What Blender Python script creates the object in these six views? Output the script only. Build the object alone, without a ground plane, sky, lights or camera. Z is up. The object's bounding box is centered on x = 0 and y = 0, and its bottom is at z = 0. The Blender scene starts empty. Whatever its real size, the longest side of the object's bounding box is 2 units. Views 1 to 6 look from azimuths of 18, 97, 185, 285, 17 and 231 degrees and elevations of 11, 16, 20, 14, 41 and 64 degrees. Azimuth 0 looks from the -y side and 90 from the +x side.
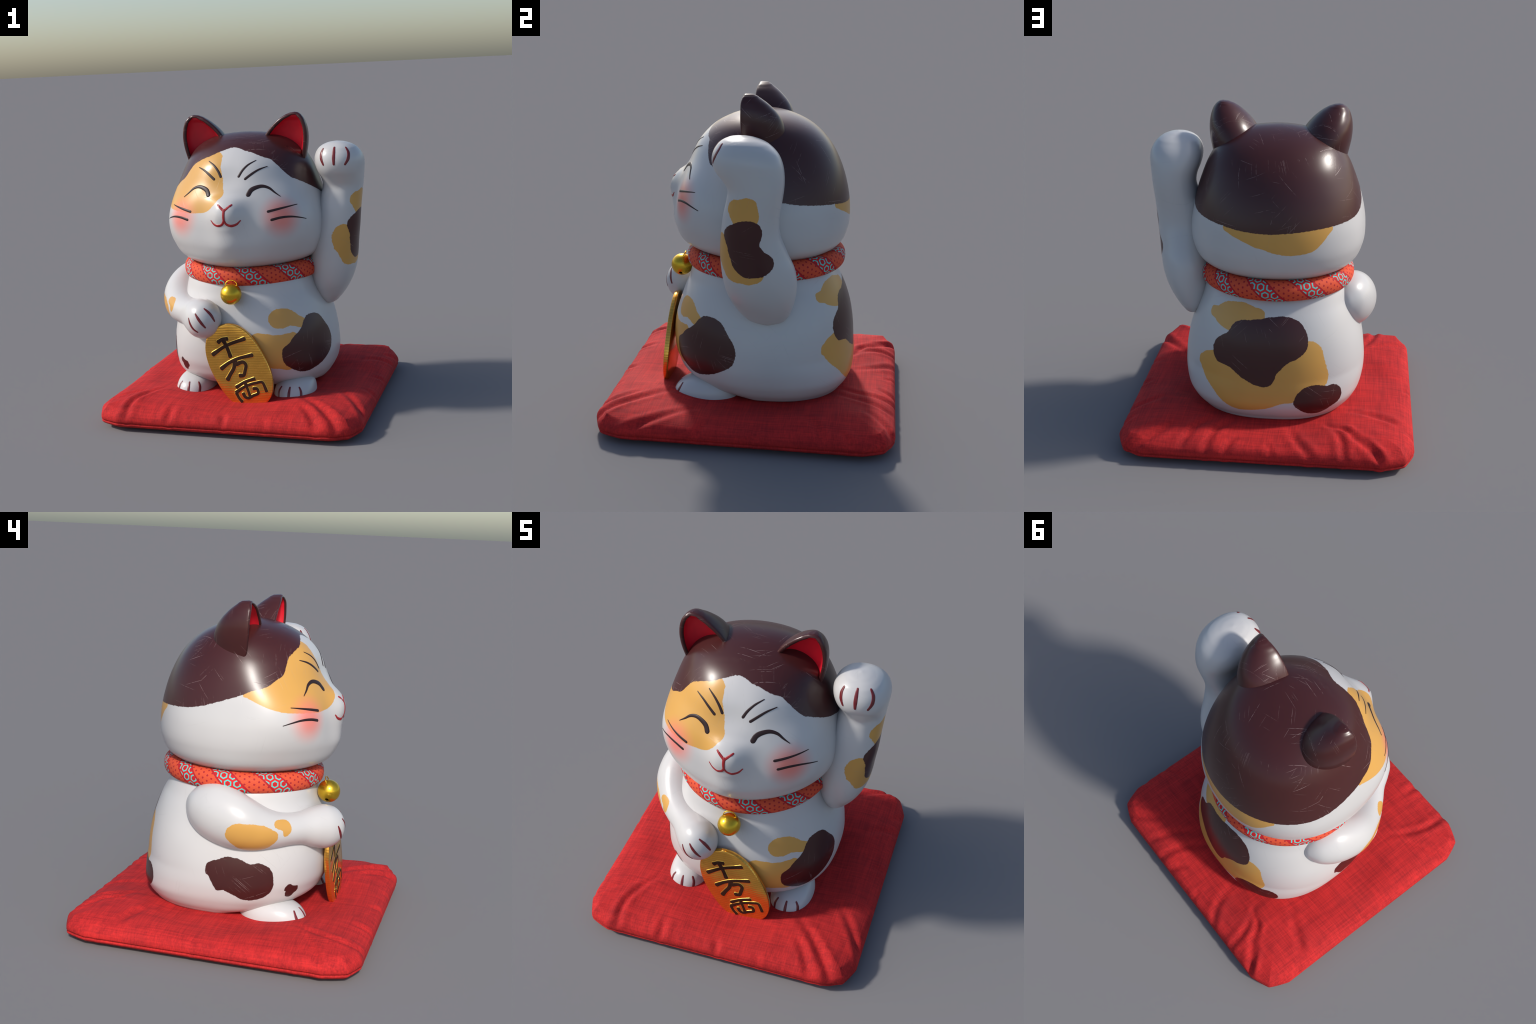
"""A glazed ceramic beckoning cat on a red cloth cushion, built part by part."""
import math, random
import bpy, bmesh
import numpy as np
from mathutils import Vector, noise
from mathutils.bvhtree import BVHTree

random.seed(7)
noise.seed_set(7)
BASE_Z = 0.13          # where the cat sits on the cushion


# ------------------------------------------------------------------ geometry helpers
def curve1d(xk, yk, x):
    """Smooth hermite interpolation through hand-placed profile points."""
    xk, yk, x = np.asarray(xk, float), np.asarray(yk, float), np.asarray(x, float)
    m = np.gradient(yk, xk)
    i = np.clip(np.searchsorted(xk, x) - 1, 0, len(xk) - 2)
    h = xk[i + 1] - xk[i]
    t = np.clip((x - xk[i]) / h, 0, 1)
    return ((2*t**3 - 3*t**2 + 1)*yk[i] + (t**3 - 2*t*t + t)*h*m[i]
            + (-2*t**3 + 3*t*t)*yk[i + 1] + (t**3 - t*t)*h*m[i + 1])


def path3d(points, n):
    """Resample a 3D control polygon as a smooth curve with n points."""
    p = np.asarray(points, float)
    s = np.r_[0, np.cumsum(np.linalg.norm(np.diff(p, axis=0), axis=1))]
    t = np.linspace(0, s[-1], n)
    return np.stack([curve1d(s, p[:, k], t) for k in range(p.shape[1])], 1)


def loft_faces(rings, around, first=0, closed=True):
    faces = []
    for i in range(rings - 1):
        for j in range(around if closed else around - 1):
            a = first + i*around + j
            b = first + i*around + (j + 1) % around
            faces.append((a, b, b + around, a + around))
    return faces


def mesh_object(name, verts, faces, parent=None, material=None, smooth=True, recalc=True):
    me = bpy.data.meshes.new(name)
    me.from_pydata([tuple(map(float, v)) for v in verts], [], faces)
    if recalc:
        bm = bmesh.new()
        bm.from_mesh(me)
        bmesh.ops.remove_doubles(bm, verts=bm.verts, dist=1e-6)
        bmesh.ops.recalc_face_normals(bm, faces=bm.faces)
        bm.to_mesh(me)
        bm.free()
    if smooth:
        me.polygons.foreach_set("use_smooth", [True]*len(me.polygons))
    ob = bpy.data.objects.new(name, me)
    bpy.context.scene.collection.objects.link(ob)
    if material:
        me.materials.append(material)
    if parent:
        ob.parent = parent
        if parent.type == 'EMPTY':
            ob.location = (0, 0, -BASE_Z)
    return ob


def bvh_of(ob):
    me = ob.data
    return BVHTree.FromPolygons([v.co.copy() for v in me.vertices], [tuple(p.vertices) for p in me.polygons])


def ring(w, front, back, yc, nf, nb, z, count):
    """One horizontal cross-section: half width w, reach to front (-y) and back (+y)."""
    th = np.linspace(0, 2*np.pi, count, endpoint=False)
    c, s = np.cos(th), np.sin(th)
    n = np.where(s < 0, nf, nb)
    x = w*np.sign(c)*np.abs(c)**(2/n)
    y = yc + np.where(s < 0, front + yc, back - yc)*np.sign(s)*np.abs(s)**(2/n)
    return np.stack([x, y, np.full(count, z)], 1)


# ------------------------------------------------------------------ node helpers
class Nodes:
    def __init__(self, name):
        self.mat = bpy.data.materials.new(name)
        self.mat.use_nodes = True
        self.t = self.mat.node_tree
        self.t.nodes.clear()
        self.out = self.t.nodes.new("ShaderNodeOutputMaterial")
        self.bsdf = self.t.nodes.new("ShaderNodeBsdfPrincipled")
        self.t.links.new(self.bsdf.outputs[0], self.out.inputs[0])
        self.coord = self.t.nodes.new("ShaderNodeTexCoord").outputs["Object"]

    def link(self, value, socket):
        if isinstance(value, bpy.types.NodeSocket):
            self.t.links.new(value, socket)
        else:
            socket.default_value = value

    def set(self, **kw):
        for k, v in kw.items():
            self.link(v, self.bsdf.inputs[k.replace("_", " ")])

    def math(self, op, a, b=0.0, c=0.0, clamp=False):
        n = self.t.nodes.new("ShaderNodeMath")
        n.operation, n.use_clamp = op, clamp
        for v, s in zip((a, b, c), n.inputs):
            self.link(v, s)
        return n.outputs[0]

    def vmath(self, op, a, b=(0, 0, 0)):
        n = self.t.nodes.new("ShaderNodeVectorMath")
        n.operation = op
        self.link(a, n.inputs[0])
        if op == "SCALE":
            self.link(b, n.inputs["Scale"])
        else:
            self.link(b, n.inputs[1])
        return n.outputs["Value"] if op in ("DOT_PRODUCT", "LENGTH", "DISTANCE") else n.outputs[0]

    def xyz(self, v):
        n = self.t.nodes.new("ShaderNodeSeparateXYZ")
        self.link(v, n.inputs[0])
        return n.outputs

    def vec(self, x, y, z=0.0):
        n = self.t.nodes.new("ShaderNodeCombineXYZ")
        for v, s in zip((x, y, z), n.inputs):
            self.link(v, s)
        return n.outputs[0]

    def mapping(self, v, scale=(1, 1, 1), rot=(0, 0, 0), loc=(0, 0, 0)):
        n = self.t.nodes.new("ShaderNodeMapping")
        self.link(v, n.inputs[0])
        n.inputs["Scale"].default_value = scale
        n.inputs["Rotation"].default_value = rot
        n.inputs["Location"].default_value = loc
        return n.outputs[0]

    def noise(self, v, scale, detail=3, rough=0.5, colour=False):
        n = self.t.nodes.new("ShaderNodeTexNoise")
        self.link(v, n.inputs["Vector"])
        n.inputs["Scale"].default_value = scale
        n.inputs["Detail"].default_value = detail
        n.inputs["Roughness"].default_value = rough
        return n.outputs["Color" if colour else "Fac"]

    def voronoi(self, v, scale, feature="F1"):
        n = self.t.nodes.new("ShaderNodeTexVoronoi")
        n.feature = feature
        self.link(v, n.inputs["Vector"])
        n.inputs["Scale"].default_value = scale
        return n

    def mix(self, fac, a, b, blend="MIX"):
        n = self.t.nodes.new("ShaderNodeMix")
        n.data_type, n.blend_type = "RGBA", blend
        self.link(fac, n.inputs[0])
        for v, s in ((a, n.inputs[6]), (b, n.inputs[7])):
            self.link((*v, 1) if isinstance(v, tuple) and len(v) == 3 else v, s)
        return n.outputs[2]

    def ramp(self, fac, lo, hi, a=0.0, b=1.0, smooth=True):
        n = self.t.nodes.new("ShaderNodeMapRange")
        n.interpolation_type = "SMOOTHSTEP" if smooth else "LINEAR"
        self.link(fac, n.inputs[0])
        for v, s in zip((lo, hi, a, b), list(n.inputs)[1:5]):
            self.link(v, s)
        return n.outputs[0]

    def fcurve(self, fac, pts):
        """Float curve through (x, y) points, x and y in 0..1."""
        n = self.t.nodes.new("ShaderNodeFloatCurve")
        c = n.mapping.curves[0]
        while len(c.points) < len(pts):
            c.points.new(0.5, 0.5)
        for p, (x, y) in zip(c.points, pts):
            p.location = (x, y)
            p.handle_type = "AUTO"
        n.mapping.update()
        self.link(fac, n.inputs[1])
        return n.outputs[0]

    def bump(self, height, strength=0.3, dist=0.01, normal=None):
        n = self.t.nodes.new("ShaderNodeBump")
        n.inputs["Strength"].default_value = strength
        n.inputs["Distance"].default_value = dist
        self.link(height, n.inputs["Height"])
        if normal:
            self.link(normal, n.inputs["Normal"])
        return n.outputs[0]

    def blot(self, centre, facing, radii, depth=0.3, soft=0.003):
        """Painted blot: outline radius as a function of the angle round its centre, in the
        plane facing 'facing' (angle 0 = towards the viewer's right, 90 = up)."""
        f = Vector(facing).normalized()
        right = Vector((0, 0, 1)).cross(f).normalized()
        up = f.cross(right)
        d = self.vmath("SUBTRACT", self.coord, tuple(centre))
        u, v = self.vmath("DOT_PRODUCT", d, tuple(right)), self.vmath("DOT_PRODUCT", d, tuple(up))
        w = self.vmath("DOT_PRODUCT", d, tuple(f))
        phi = self.math("MULTIPLY_ADD", self.math("ARCTAN2", v, u), 1/(2*math.pi), 0.5)
        radii = sorted(((a + 180) % 360/360, r) for a, r in radii)
        top = max(r for _, r in radii)*1.02
        (x0, r0), (x1, r1) = radii[-1], radii[0]
        seam = r0 + (r1 - r0)*(1 - x0)/(1 - x0 + x1 + 1e-9)
        pts = [(x, r/top) for x, r in radii if 0.004 < x < 0.996]
        pts = [(0, seam/top)] + pts + [(1, seam/top)]
        edge = self.math("MULTIPLY", self.fcurve(phi, pts), top)
        rad = self.math("SQRT", self.math("ADD", self.math("MULTIPLY", u, u), self.math("MULTIPLY", v, v)))
        gap = self.math("ADD", self.math("SUBTRACT", edge, rad), self.jitter())
        m = self.ramp(gap, -soft/2, soft/2)
        return self.math("MULTIPLY", m, self.math("GREATER_THAN", w, -depth))

    def jitter(self):
        """Small brush raggedness shared by all painted edges."""
        if not hasattr(self, "_jit"):
            fine = self.noise(self.coord, 70, 2)
            self._jit = self.math("MULTIPLY", self.math("SUBTRACT", fine, 0.5), 0.010)
        return self._jit


WHITE = (0.56, 0.546, 0.537)
ORANGE = (0.63, 0.335, 0.080)
BROWN = (0.055, 0.0135, 0.0130)
BLUSH = (0.80, 0.20, 0.155)
LINE_DARK = (0.028, 0.013, 0.014)
LINE_RED = (0.16, 0.012, 0.016)


def scratches(n, seed, density=0.075, width=0.15, scale=2.1):
    """Thin random scratches: stretched Voronoi cells, turned several ways, laid out flat on
    the crown and unrolled round the sides."""
    x, y, z = n.xyz(n.coord)
    az = n.math("ARCTAN2", x, n.math("MULTIPLY", y, -1.0))
    geo = n.t.nodes.new("ShaderNodeNewGeometry")
    top = n.math("GREATER_THAN", n.xyz(geo.outputs["Normal"])[2], 0.72)
    side = n.vec(n.math("MULTIPLY", az, 0.5), z)
    flat = n.vec(n.math("ADD", x, 3.0), y)
    mixv = n.t.nodes.new("ShaderNodeMix")
    mixv.data_type = "VECTOR"
    n.link(top, mixv.inputs[0])
    n.link(side, mixv.inputs[4])
    n.link(flat, mixv.inputs[5])
    p = n.vmath("ADD", mixv.outputs[1], n.vmath("SCALE", n.noise(n.coord, 2.5, 1, colour=True), 0.04))
    total = None
    for k, turn in enumerate((0.15, 0.75, 1.25, 1.75, 2.3, 2.8)):
        v = n.mapping(n.mapping(p, rot=(0, 0, turn), loc=(seed + k*1.37, k*0.71, 0)), (1.0, 62.0, 1.0))
        vor = n.voronoi(v, scale)
        vor.voronoi_dimensions = "2D"
        r, g, b = n.xyz(vor.outputs["Color"])
        pick = n.math("LESS_THAN", r, density)
        w = n.math("MULTIPLY", n.math("MULTIPLY_ADD", g, 0.9, 0.35), width)
        line = n.ramp(vor.outputs["Distance"], n.math("MULTIPLY", w, 0.5), w, 1.0, 0.0)
        line = n.math("MULTIPLY", n.math("MULTIPLY", line, pick), n.math("MULTIPLY_ADD", b, 0.7, 0.3))
        total = line if total is None else n.math("MAXIMUM", total, line)
    broken = n.ramp(n.noise(n.coord, 60, 2), 0.36, 0.5)
    return n.math("MULTIPLY", total, broken)


def glaze(name, layers=(), extra=None, worn=True):
    """White ceramic glaze with painted layers: (colour, kind, mask function)."""
    n = Nodes(name)
    tint = n.ramp(n.noise(n.coord, 3.0, 1.5), 0.2, 0.8, smooth=False)
    col = n.mix(tint, tuple(c*1.03 for c in WHITE), tuple(c*0.95 for c in WHITE))
    dark = None
    for colour, mask_of in layers:
        m = mask_of(n)
        soft = n.mix(n.ramp(n.noise(n.coord, 3.5, 1.5), 0.2, 0.8, smooth=False), tuple(c*1.05 for c in colour), tuple(c*0.92 for c in colour))
        col = n.mix(m, col, soft)
        if colour == BROWN:
            dark = m if dark is None else n.math("MAXIMUM", dark, m)
        elif dark is not None:
            dark = n.math("MULTIPLY", dark, n.math("SUBTRACT", 1.0, m))
    if extra:
        col = extra(n, col)
    rough = n.ramp(n.noise(n.coord, 4, 1.5), 0.2, 0.8, 0.27, 0.34, smooth=False)
    if worn:
        sc = scratches(n, 1.3)
        if dark is not None:
            col = n.mix(n.math("MULTIPLY", n.math("MULTIPLY", sc, dark), 0.62), col, (0.42, 0.30, 0.29))
            col = n.mix(n.math("MULTIPLY", n.math("MULTIPLY", sc, n.math("SUBTRACT", 1.0, dark)), 0.20), col, (0.33, 0.31, 0.30))
        else:
            col = n.mix(n.math("MULTIPLY", sc, 0.16), col, (0.33, 0.31, 0.30))
        rough = n.math("ADD", rough, n.math("MULTIPLY", sc, 0.2))
        h = n.math("MULTIPLY", sc, -1.0)
        n.set(Normal=n.bump(h, 0.25, 0.0015))
    n.set(Base_Color=col, Roughness=rough, IOR=1.45, Coat_Weight=0.04, Coat_Roughness=0.2)
    return n.mat


def plain(name, colour, rough=0.35, metallic=0.0, var=0.08, scale=12, spec=0.5):
    n = Nodes(name)
    f = n.ramp(n.noise(n.coord, scale, 3), 0.3, 0.7)
    n.set(Base_Color=n.mix(f, colour, tuple(c*(1 - var) for c in colour)), Roughness=rough, Metallic=metallic, Specular_IOR_Level=spec)
    return n.mat


# ------------------------------------------------------------------ the two things
cat = bpy.data.objects.new("lucky_cat", None)
bpy.context.scene.collection.objects.link(cat)
cat.location = (0, 0, BASE_Z)
cat.empty_display_size = 0.2
cat["label"] = "white calico ceramic beckoning cat with raised paw and gold coin"
cat["category"] = "cat figurine"

# Painted blots: centre, facing direction, outline radius by angle (degrees) round the centre.
def blots(colour, *specs):
    return [(colour, (lambda n, s=s: n.blot(*s))) for s in specs]


CAP_EDGE = [  # lower edge of the brown cap: azimuth from the nose towards +x, height
    (-180, 1.342), (-165, 1.352), (-149, 1.364), (-135, 1.371), (-120, 1.381), (-109, 1.399), (-100, 1.425), (-91, 1.453), (-81, 1.485), (-76, 1.505),
    (-66, 1.530), (-59, 1.566), (-53, 1.592), (-49, 1.640), (-44, 1.692), (-39, 1.710), (-33, 1.728), (-27, 1.741), (-15, 1.773),
    (0, 1.793), (9, 1.783), (16, 1.768), (21, 1.761), (33, 1.729), (40, 1.712), (43, 1.688), (47, 1.652), (51, 1.615), (55, 1.588),
    (62, 1.563), (71, 1.526), (90, 1.460), (110, 1.400), (129, 1.376), (146, 1.363), (162, 1.348), (180, 1.342)]


def cap(n):
    x, y, z = n.xyz(n.coord)
    az = n.math("MULTIPLY_ADD", n.math("ARCTAN2", x, n.math("MULTIPLY", y, -1.0)), 1/(2*math.pi), 0.5)
    edge = n.math("MULTIPLY_ADD", n.fcurve(az, [(a/360 + 0.5, (h - 1.3)/0.6) for a, h in CAP_EDGE]), 0.6, 1.3)
    return n.ramp(n.math("ADD", n.math("SUBTRACT", z, edge), n.jitter()), -0.0015, 0.0015)


def blush(n, col):
    for sx in (1, -1):
        d = n.vmath("DISTANCE", n.coord, (sx*0.345, -0.440, 1.357))
        col = n.mix(n.math("MULTIPLY", n.ramp(d, 0.022, 0.172, 1.0, 0.0), 0.88), col, BLUSH)
    return col


FACE = ((-0.245, -0.367, 1.506), (-0.51, -0.71, 0.48), [(-173, 0.331), (-159, 0.285), (-147, 0.247), (-124, 0.188), (-97, 0.160), (-75, 0.162),
        (-59, 0.171), (-42, 0.196), (-28, 0.222), (-14, 0.241), (2, 0.247), (18, 0.226), (42, 0.236), (61, 0.281), (67, 0.301), (106, 0.31),
        (151, 0.30), (171, 0.350), (177, 0.372)])
NAPE = ((-0.059, 0.493, 1.307), (-0.12, 0.99, 0.1), [(-177, 0.240), (-163, 0.166), (-140, 0.109), (-98, 0.090), (-55, 0.115), (-36, 0.153),
        (-19, 0.207), (-4, 0.249), (5, 0.282), (12, 0.308), (33, 0.24), (102, 0.15), (153, 0.25), (170, 0.345), (176, 0.306)])
BACK_BROWN = ((0.052, 0.547, 0.624), (0.09, 0.97, 0.23), [(-174, 0.299), (-161, 0.291), (-153, 0.257), (-136, 0.215), (-113, 0.215), (-89, 0.232),
        (-79, 0.237), (-63, 0.211), (-50, 0.180), (-31, 0.181), (-12, 0.230), (-1, 0.269), (9, 0.288), (18, 0.293), (32, 0.291), (44, 0.274),
        (57, 0.243), (75, 0.202), (101, 0.179), (130, 0.209), (141, 0.219), (154, 0.217), (165, 0.245), (178, 0.289)])
BACK_OCHRE = ((0.019, 0.597, 0.451), (-0.01, 1.0, -0.02), [(-170, 0.380), (-159, 0.344), (-143, 0.314), (-129, 0.286), (-111, 0.235), (-88, 0.201),
        (-64, 0.189), (-42, 0.228), (-21, 0.304), (-10, 0.367), (-3, 0.381), (6, 0.374), (18, 0.368), (27, 0.376), (34, 0.369), (41, 0.343),
        (60, 0.25), (100, 0.20), (142, 0.27), (159, 0.345), (169, 0.402), (176, 0.421)])
BACK_OCHRE_UP = ((0.239, 0.469, 0.809), (0.39, 0.83, 0.39), [(-177, 0.159), (-153, 0.117), (-110, 0.098), (-81, 0.103), (-21, 0.16), (6, 0.212),
        (27, 0.152), (47, 0.113), (86, 0.076), (120, 0.080), (163, 0.105), (175, 0.156)])
RUMP_BROWN = ((-0.302, 0.528, 0.312), (-0.42, 0.88, -0.21), [(-175, 0.163), (-157, 0.144), (-129, 0.122), (-82, 0.111), (-51, 0.107), (-16, 0.146),
        (0, 0.158), (19, 0.146), (37, 0.120), (67, 0.085), (109, 0.097), (142, 0.126), (167, 0.149)])
BELLY_BROWN = ((0.453, -0.269, 0.492), (0.86, -0.5, 0.08), [(-173, 0.241), (-156, 0.251), (-139, 0.236), (-120, 0.221), (-102, 0.204), (-82, 0.188),
        (-54, 0.190), (-37, 0.206), (-20, 0.224), (-8, 0.224), (13, 0.204), (30, 0.187), (59, 0.189), (77, 0.183), (93, 0.177), (108, 0.161),
        (131, 0.139), (159, 0.165), (179, 0.223)])
BELLY_OCHRE_UP = ((0.334, -0.397, 0.661), (0.62, -0.73, 0.29), [(-174, 0.117), (-155, 0.101), (-127, 0.067), (-79, 0.047), (-52, 0.060), (-35, 0.112),
        (-16, 0.158), (0, 0.123), (18, 0.086), (52, 0.072), (98, 0.077), (130, 0.100), (153, 0.118), (171, 0.124)])
BELLY_OCHRE = ((0.276, -0.458, 0.475), (0.46, -0.89, 0.01), [(-153, 0.217), (-109, 0.131), (-86, 0.132), (-56, 0.173), (-22, 0.178), (12, 0.176),
        (36, 0.168), (52, 0.131), (88, 0.100), (119, 0.127), (143, 0.185), (179, 0.218)])
FLANK_BROWN = ((-0.533, -0.109, 0.421), (-0.97, -0.22, 0.03), [(-177, 0.173), (-161, 0.160), (-146, 0.156), (-132, 0.116), (-102, 0.114), (-83, 0.136),
        (-64, 0.158), (-46, 0.183), (-32, 0.202), (-17, 0.212), (-2, 0.206), (14, 0.197), (26, 0.175), (38, 0.149), (59, 0.102), (83, 0.108),
        (106, 0.122), (121, 0.140), (137, 0.152), (153, 0.184), (162, 0.199), (172, 0.198)])
FLANK_SPOT = ((-0.392, -0.394, 0.331), (-0.63, -0.74, -0.25), [(-174, 0.039), (-129, 0.049), (-80, 0.046), (-50, 0.037), (-7, 0.048), (23, 0.049),
        (68, 0.033), (116, 0.049), (148, 0.054)])
ARM_OCHRE_UP = ((0.761, -0.011, 1.413), (0.97, -0.24, -0.04), [(-175, 0.099), (-153, 0.093), (-123, 0.101), (-79, 0.12), (-43, 0.107), (-17, 0.091),
        (8, 0.082), (33, 0.087), (53, 0.082), (80, 0.071), (103, 0.062), (138, 0.077), (167, 0.094)], 0.12)
ARM_BROWN = ((0.759, 0.002, 1.164), (1.0, -0.05, -0.07), [(-155, 0.105), (-130, 0.124), (-109, 0.141), (-92, 0.155), (-73, 0.160), (-60, 0.170),
        (-44, 0.177), (-32, 0.177), (-20, 0.162), (-8, 0.132), (6, 0.098), (27, 0.089), (42, 0.115), (50, 0.142), (60, 0.169), (74, 0.188),
        (89, 0.187), (113, 0.178), (132, 0.174), (145, 0.160), (160, 0.128), (176, 0.109)], 0.14)
ARM_OCHRE = ((0.699, -0.054, 1.094), (0.82, -0.56, -0.11), [(-150, 0.110), (-118, 0.120), (-92, 0.123), (-75, 0.127), (-63, 0.145), (-48, 0.161),
        (-38, 0.171), (-19, 0.161), (21, 0.141), (51, 0.143), (82, 0.126), (110, 0.176), (123, 0.190), (138, 0.179), (155, 0.158), (173, 0.138)], 0.12)
FORE_OCHRE = ((-0.575, -0.17, 0.715), (-0.94, -0.32, -0.07), [(-173, 0.135), (-147, 0.123), (-115, 0.118), (-70, 0.135), (-23, 0.167), (-12, 0.175),
        (7, 0.137), (25, 0.100), (54, 0.065), (103, 0.058), (137, 0.087), (156, 0.111), (171, 0.127)], 0.12)
FORE_SPOT = ((-0.481, -0.35, 0.734), (-0.73, -0.6, 0.34), [(-177, 0.046), (-123, 0.021), (-96, 0.044), (-79, 0.054), (-50, 0.053), (-15, 0.051),
        (19, 0.048), (57, 0.049), (94, 0.048), (135, 0.060), (157, 0.063)], 0.12)

MAT_TORSO = glaze("torso_glaze", blots(ORANGE, BACK_OCHRE, BACK_OCHRE_UP, BELLY_OCHRE_UP, BELLY_OCHRE)
                  + blots(BROWN, BACK_BROWN, RUMP_BROWN, BELLY_BROWN, FLANK_BROWN, FLANK_SPOT))
MAT_HEAD = glaze("head_glaze", blots(ORANGE, FACE, NAPE) + [(BROWN, cap)], extra=blush)
MAT_RAISED = glaze("raised_glaze", blots(ORANGE, ARM_OCHRE_UP, ARM_OCHRE) + blots(BROWN, ARM_BROWN))
MAT_LOWERED = glaze("lowered_glaze", blots(ORANGE, FORE_OCHRE, FORE_SPOT))
MAT_PAW = glaze("paw_glaze")
MAT_EAR = glaze("ear_glaze", [(BROWN, lambda n: n.math("ADD", 1.0, 0.0))])
MAT_EAR_RED = plain("ear_red", (0.74, 0.011, 0.028), 0.42)


def gold(name, ribs=False, rough=0.33, colour=(0.82, 0.43, 0.085), metal=0.92):
    n = Nodes(name)
    col = n.mix(n.ramp(n.noise(n.coord, 14, 3), 0.3, 0.7), colour, tuple(c*0.86 for c in colour))
    if ribs:
        x, y, z = n.xyz(n.mapping(n.coord, rot=(0, math.radians(4), 0)))
        wob = n.math("MULTIPLY", n.noise(n.coord, 9, 1), 0.012)
        w = n.math("SINE", n.math("MULTIPLY", n.math("ADD", z, wob), 2*math.pi/0.0165))
        w = n.math("MULTIPLY_ADD", w, 0.5, 0.5)
        col = n.mix(n.math("MULTIPLY", w, 0.42), col, (0.52, 0.26, 0.04))
        n.set(Normal=n.bump(w, 0.07, 0.003))
    n.set(Base_Color=col, Metallic=metal, Roughness=n.ramp(n.noise(n.coord, 20, 3), 0.3, 0.7, rough - 0.05, rough + 0.06))
    return n.mat


MAT_BELL = gold("bell_gold", rough=0.30, colour=(0.80, 0.50, 0.04))
MAT_COIN = gold("coin_gold", ribs=True, rough=0.20, colour=(0.95, 0.48, 0.085), metal=0.86)
MAT_RIM = gold("coin_rim_gold", rough=0.32, colour=(0.92, 0.56, 0.10))
MAT_INK = plain("coin_ink", (0.040, 0.014, 0.007), 0.6, spec=0.2)
MAT_LINE = plain("line_dark", LINE_DARK, 0.42, spec=0.3)
MAT_CLAW = plain("line_red", LINE_RED, 0.35)
MAT_MOUTH = plain("mouth_red", (0.34, 0.014, 0.018), 0.35)


def collar_cloth():
    """Printed cord: slanting bands of turquoise hexagon rings on red and dotted orange."""
    n = Nodes("collar_cloth")
    a = 3.10/55                                   # hexagon spacing, five to a band repeat
    x, y, z = n.xyz(n.coord)
    ang = n.math("ARCTAN2", x, n.math("MULTIPLY", y, -1.0))       # 0 in front, seam at the back
    u = n.math("MULTIPLY", ang, 55*a/(2*math.pi))
    rho = n.math("SQRT", n.math("ADD", n.math("MULTIPLY", x, x), n.math("MULTIPLY", n.math("MULTIPLY", y, y), 0.942)))
    v = n.math("MULTIPLY", n.math("ARCTAN2", n.math("DIVIDE", z, 0.063), n.math("DIVIDE", n.math("SUBTRACT", rho, 0.425), 0.062)), -0.066)
    row = a*math.sqrt(3)/2

    def hexes(p, q, s):
        """Distance to the nearest hexagon centre of a lattice with spacing s, in the hexagon metric."""
        res = []
        for off in (0.0, 0.5):
            cx = n.math("MULTIPLY", n.math("SUBTRACT", n.math("FRACT", n.math("ADD", n.math("DIVIDE", p, s), off)), 0.5), s)
            cy = n.math("MULTIPLY", n.math("SUBTRACT", n.math("FRACT", n.math("ADD", n.math("DIVIDE", q, s*math.sqrt(3)), off)), 0.5), s*math.sqrt(3))
            ax, ay = n.math("ABSOLUTE", cx), n.math("ABSOLUTE", cy)
            res.append(n.math("MAXIMUM", ax, n.math("ADD", n.math("MULTIPLY", ax, 0.5), n.math("MULTIPLY", ay, 0.866))))
        return n.math("MINIMUM", *res)

    h = hexes(u, v, a)
    ringm = n.math("MULTIPLY", n.ramp(h, 0.0138, 0.0152), n.ramp(h, 0.0210, 0.0225, 1.0, 0.0))
    core = n.ramp(h, 0.0095, 0.0125, 1.0, 0.0)
    band = n.math("FRACT", n.math("ADD", n.math("DIVIDE", n.math("SUBTRACT", u, n.math("MULTIPLY", v, math.tan(math.radians(44)))), 5*a), 0.78))
    in_hex = n.math("LESS_THAN", band, 0.50)
    clip = n.math("MULTIPLY", n.math("GREATER_THAN", band, 0.055), n.math("LESS_THAN", band, 0.445))
    red = n.mix(core, (0.62, 0.018, 0.022), (0.50, 0.014, 0.020))
    red = n.mix(n.math("SUBTRACT", 1.0, clip), red, (0.42, 0.012, 0.020))
    hexcol = n.mix(n.math("MULTIPLY", ringm, clip), red, (0.085, 0.58, 0.53))
    dots = hexes(v, u, a*0.59)
    fine = hexes(u, v, a*0.13)
    orange = n.mix(n.ramp(fine, 0.0012, 0.0022, 1.0, 0.0), (0.62, 0.058, 0.027), (0.78, 0.165, 0.055))
    orange = n.mix(n.ramp(dots, 0.0050, 0.0070, 1.0, 0.0), orange, (0.36, 0.016, 0.022))
    col = n.mix(in_hex, orange, hexcol)
    weave = n.noise(n.coord, 240, 1)
    n.set(Base_Color=col, Roughness=0.75, Specular_IOR_Level=0.3, Normal=n.bump(weave, 0.25, 0.002))
    return n.mat


MAT_COLLAR = collar_cloth()


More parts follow.
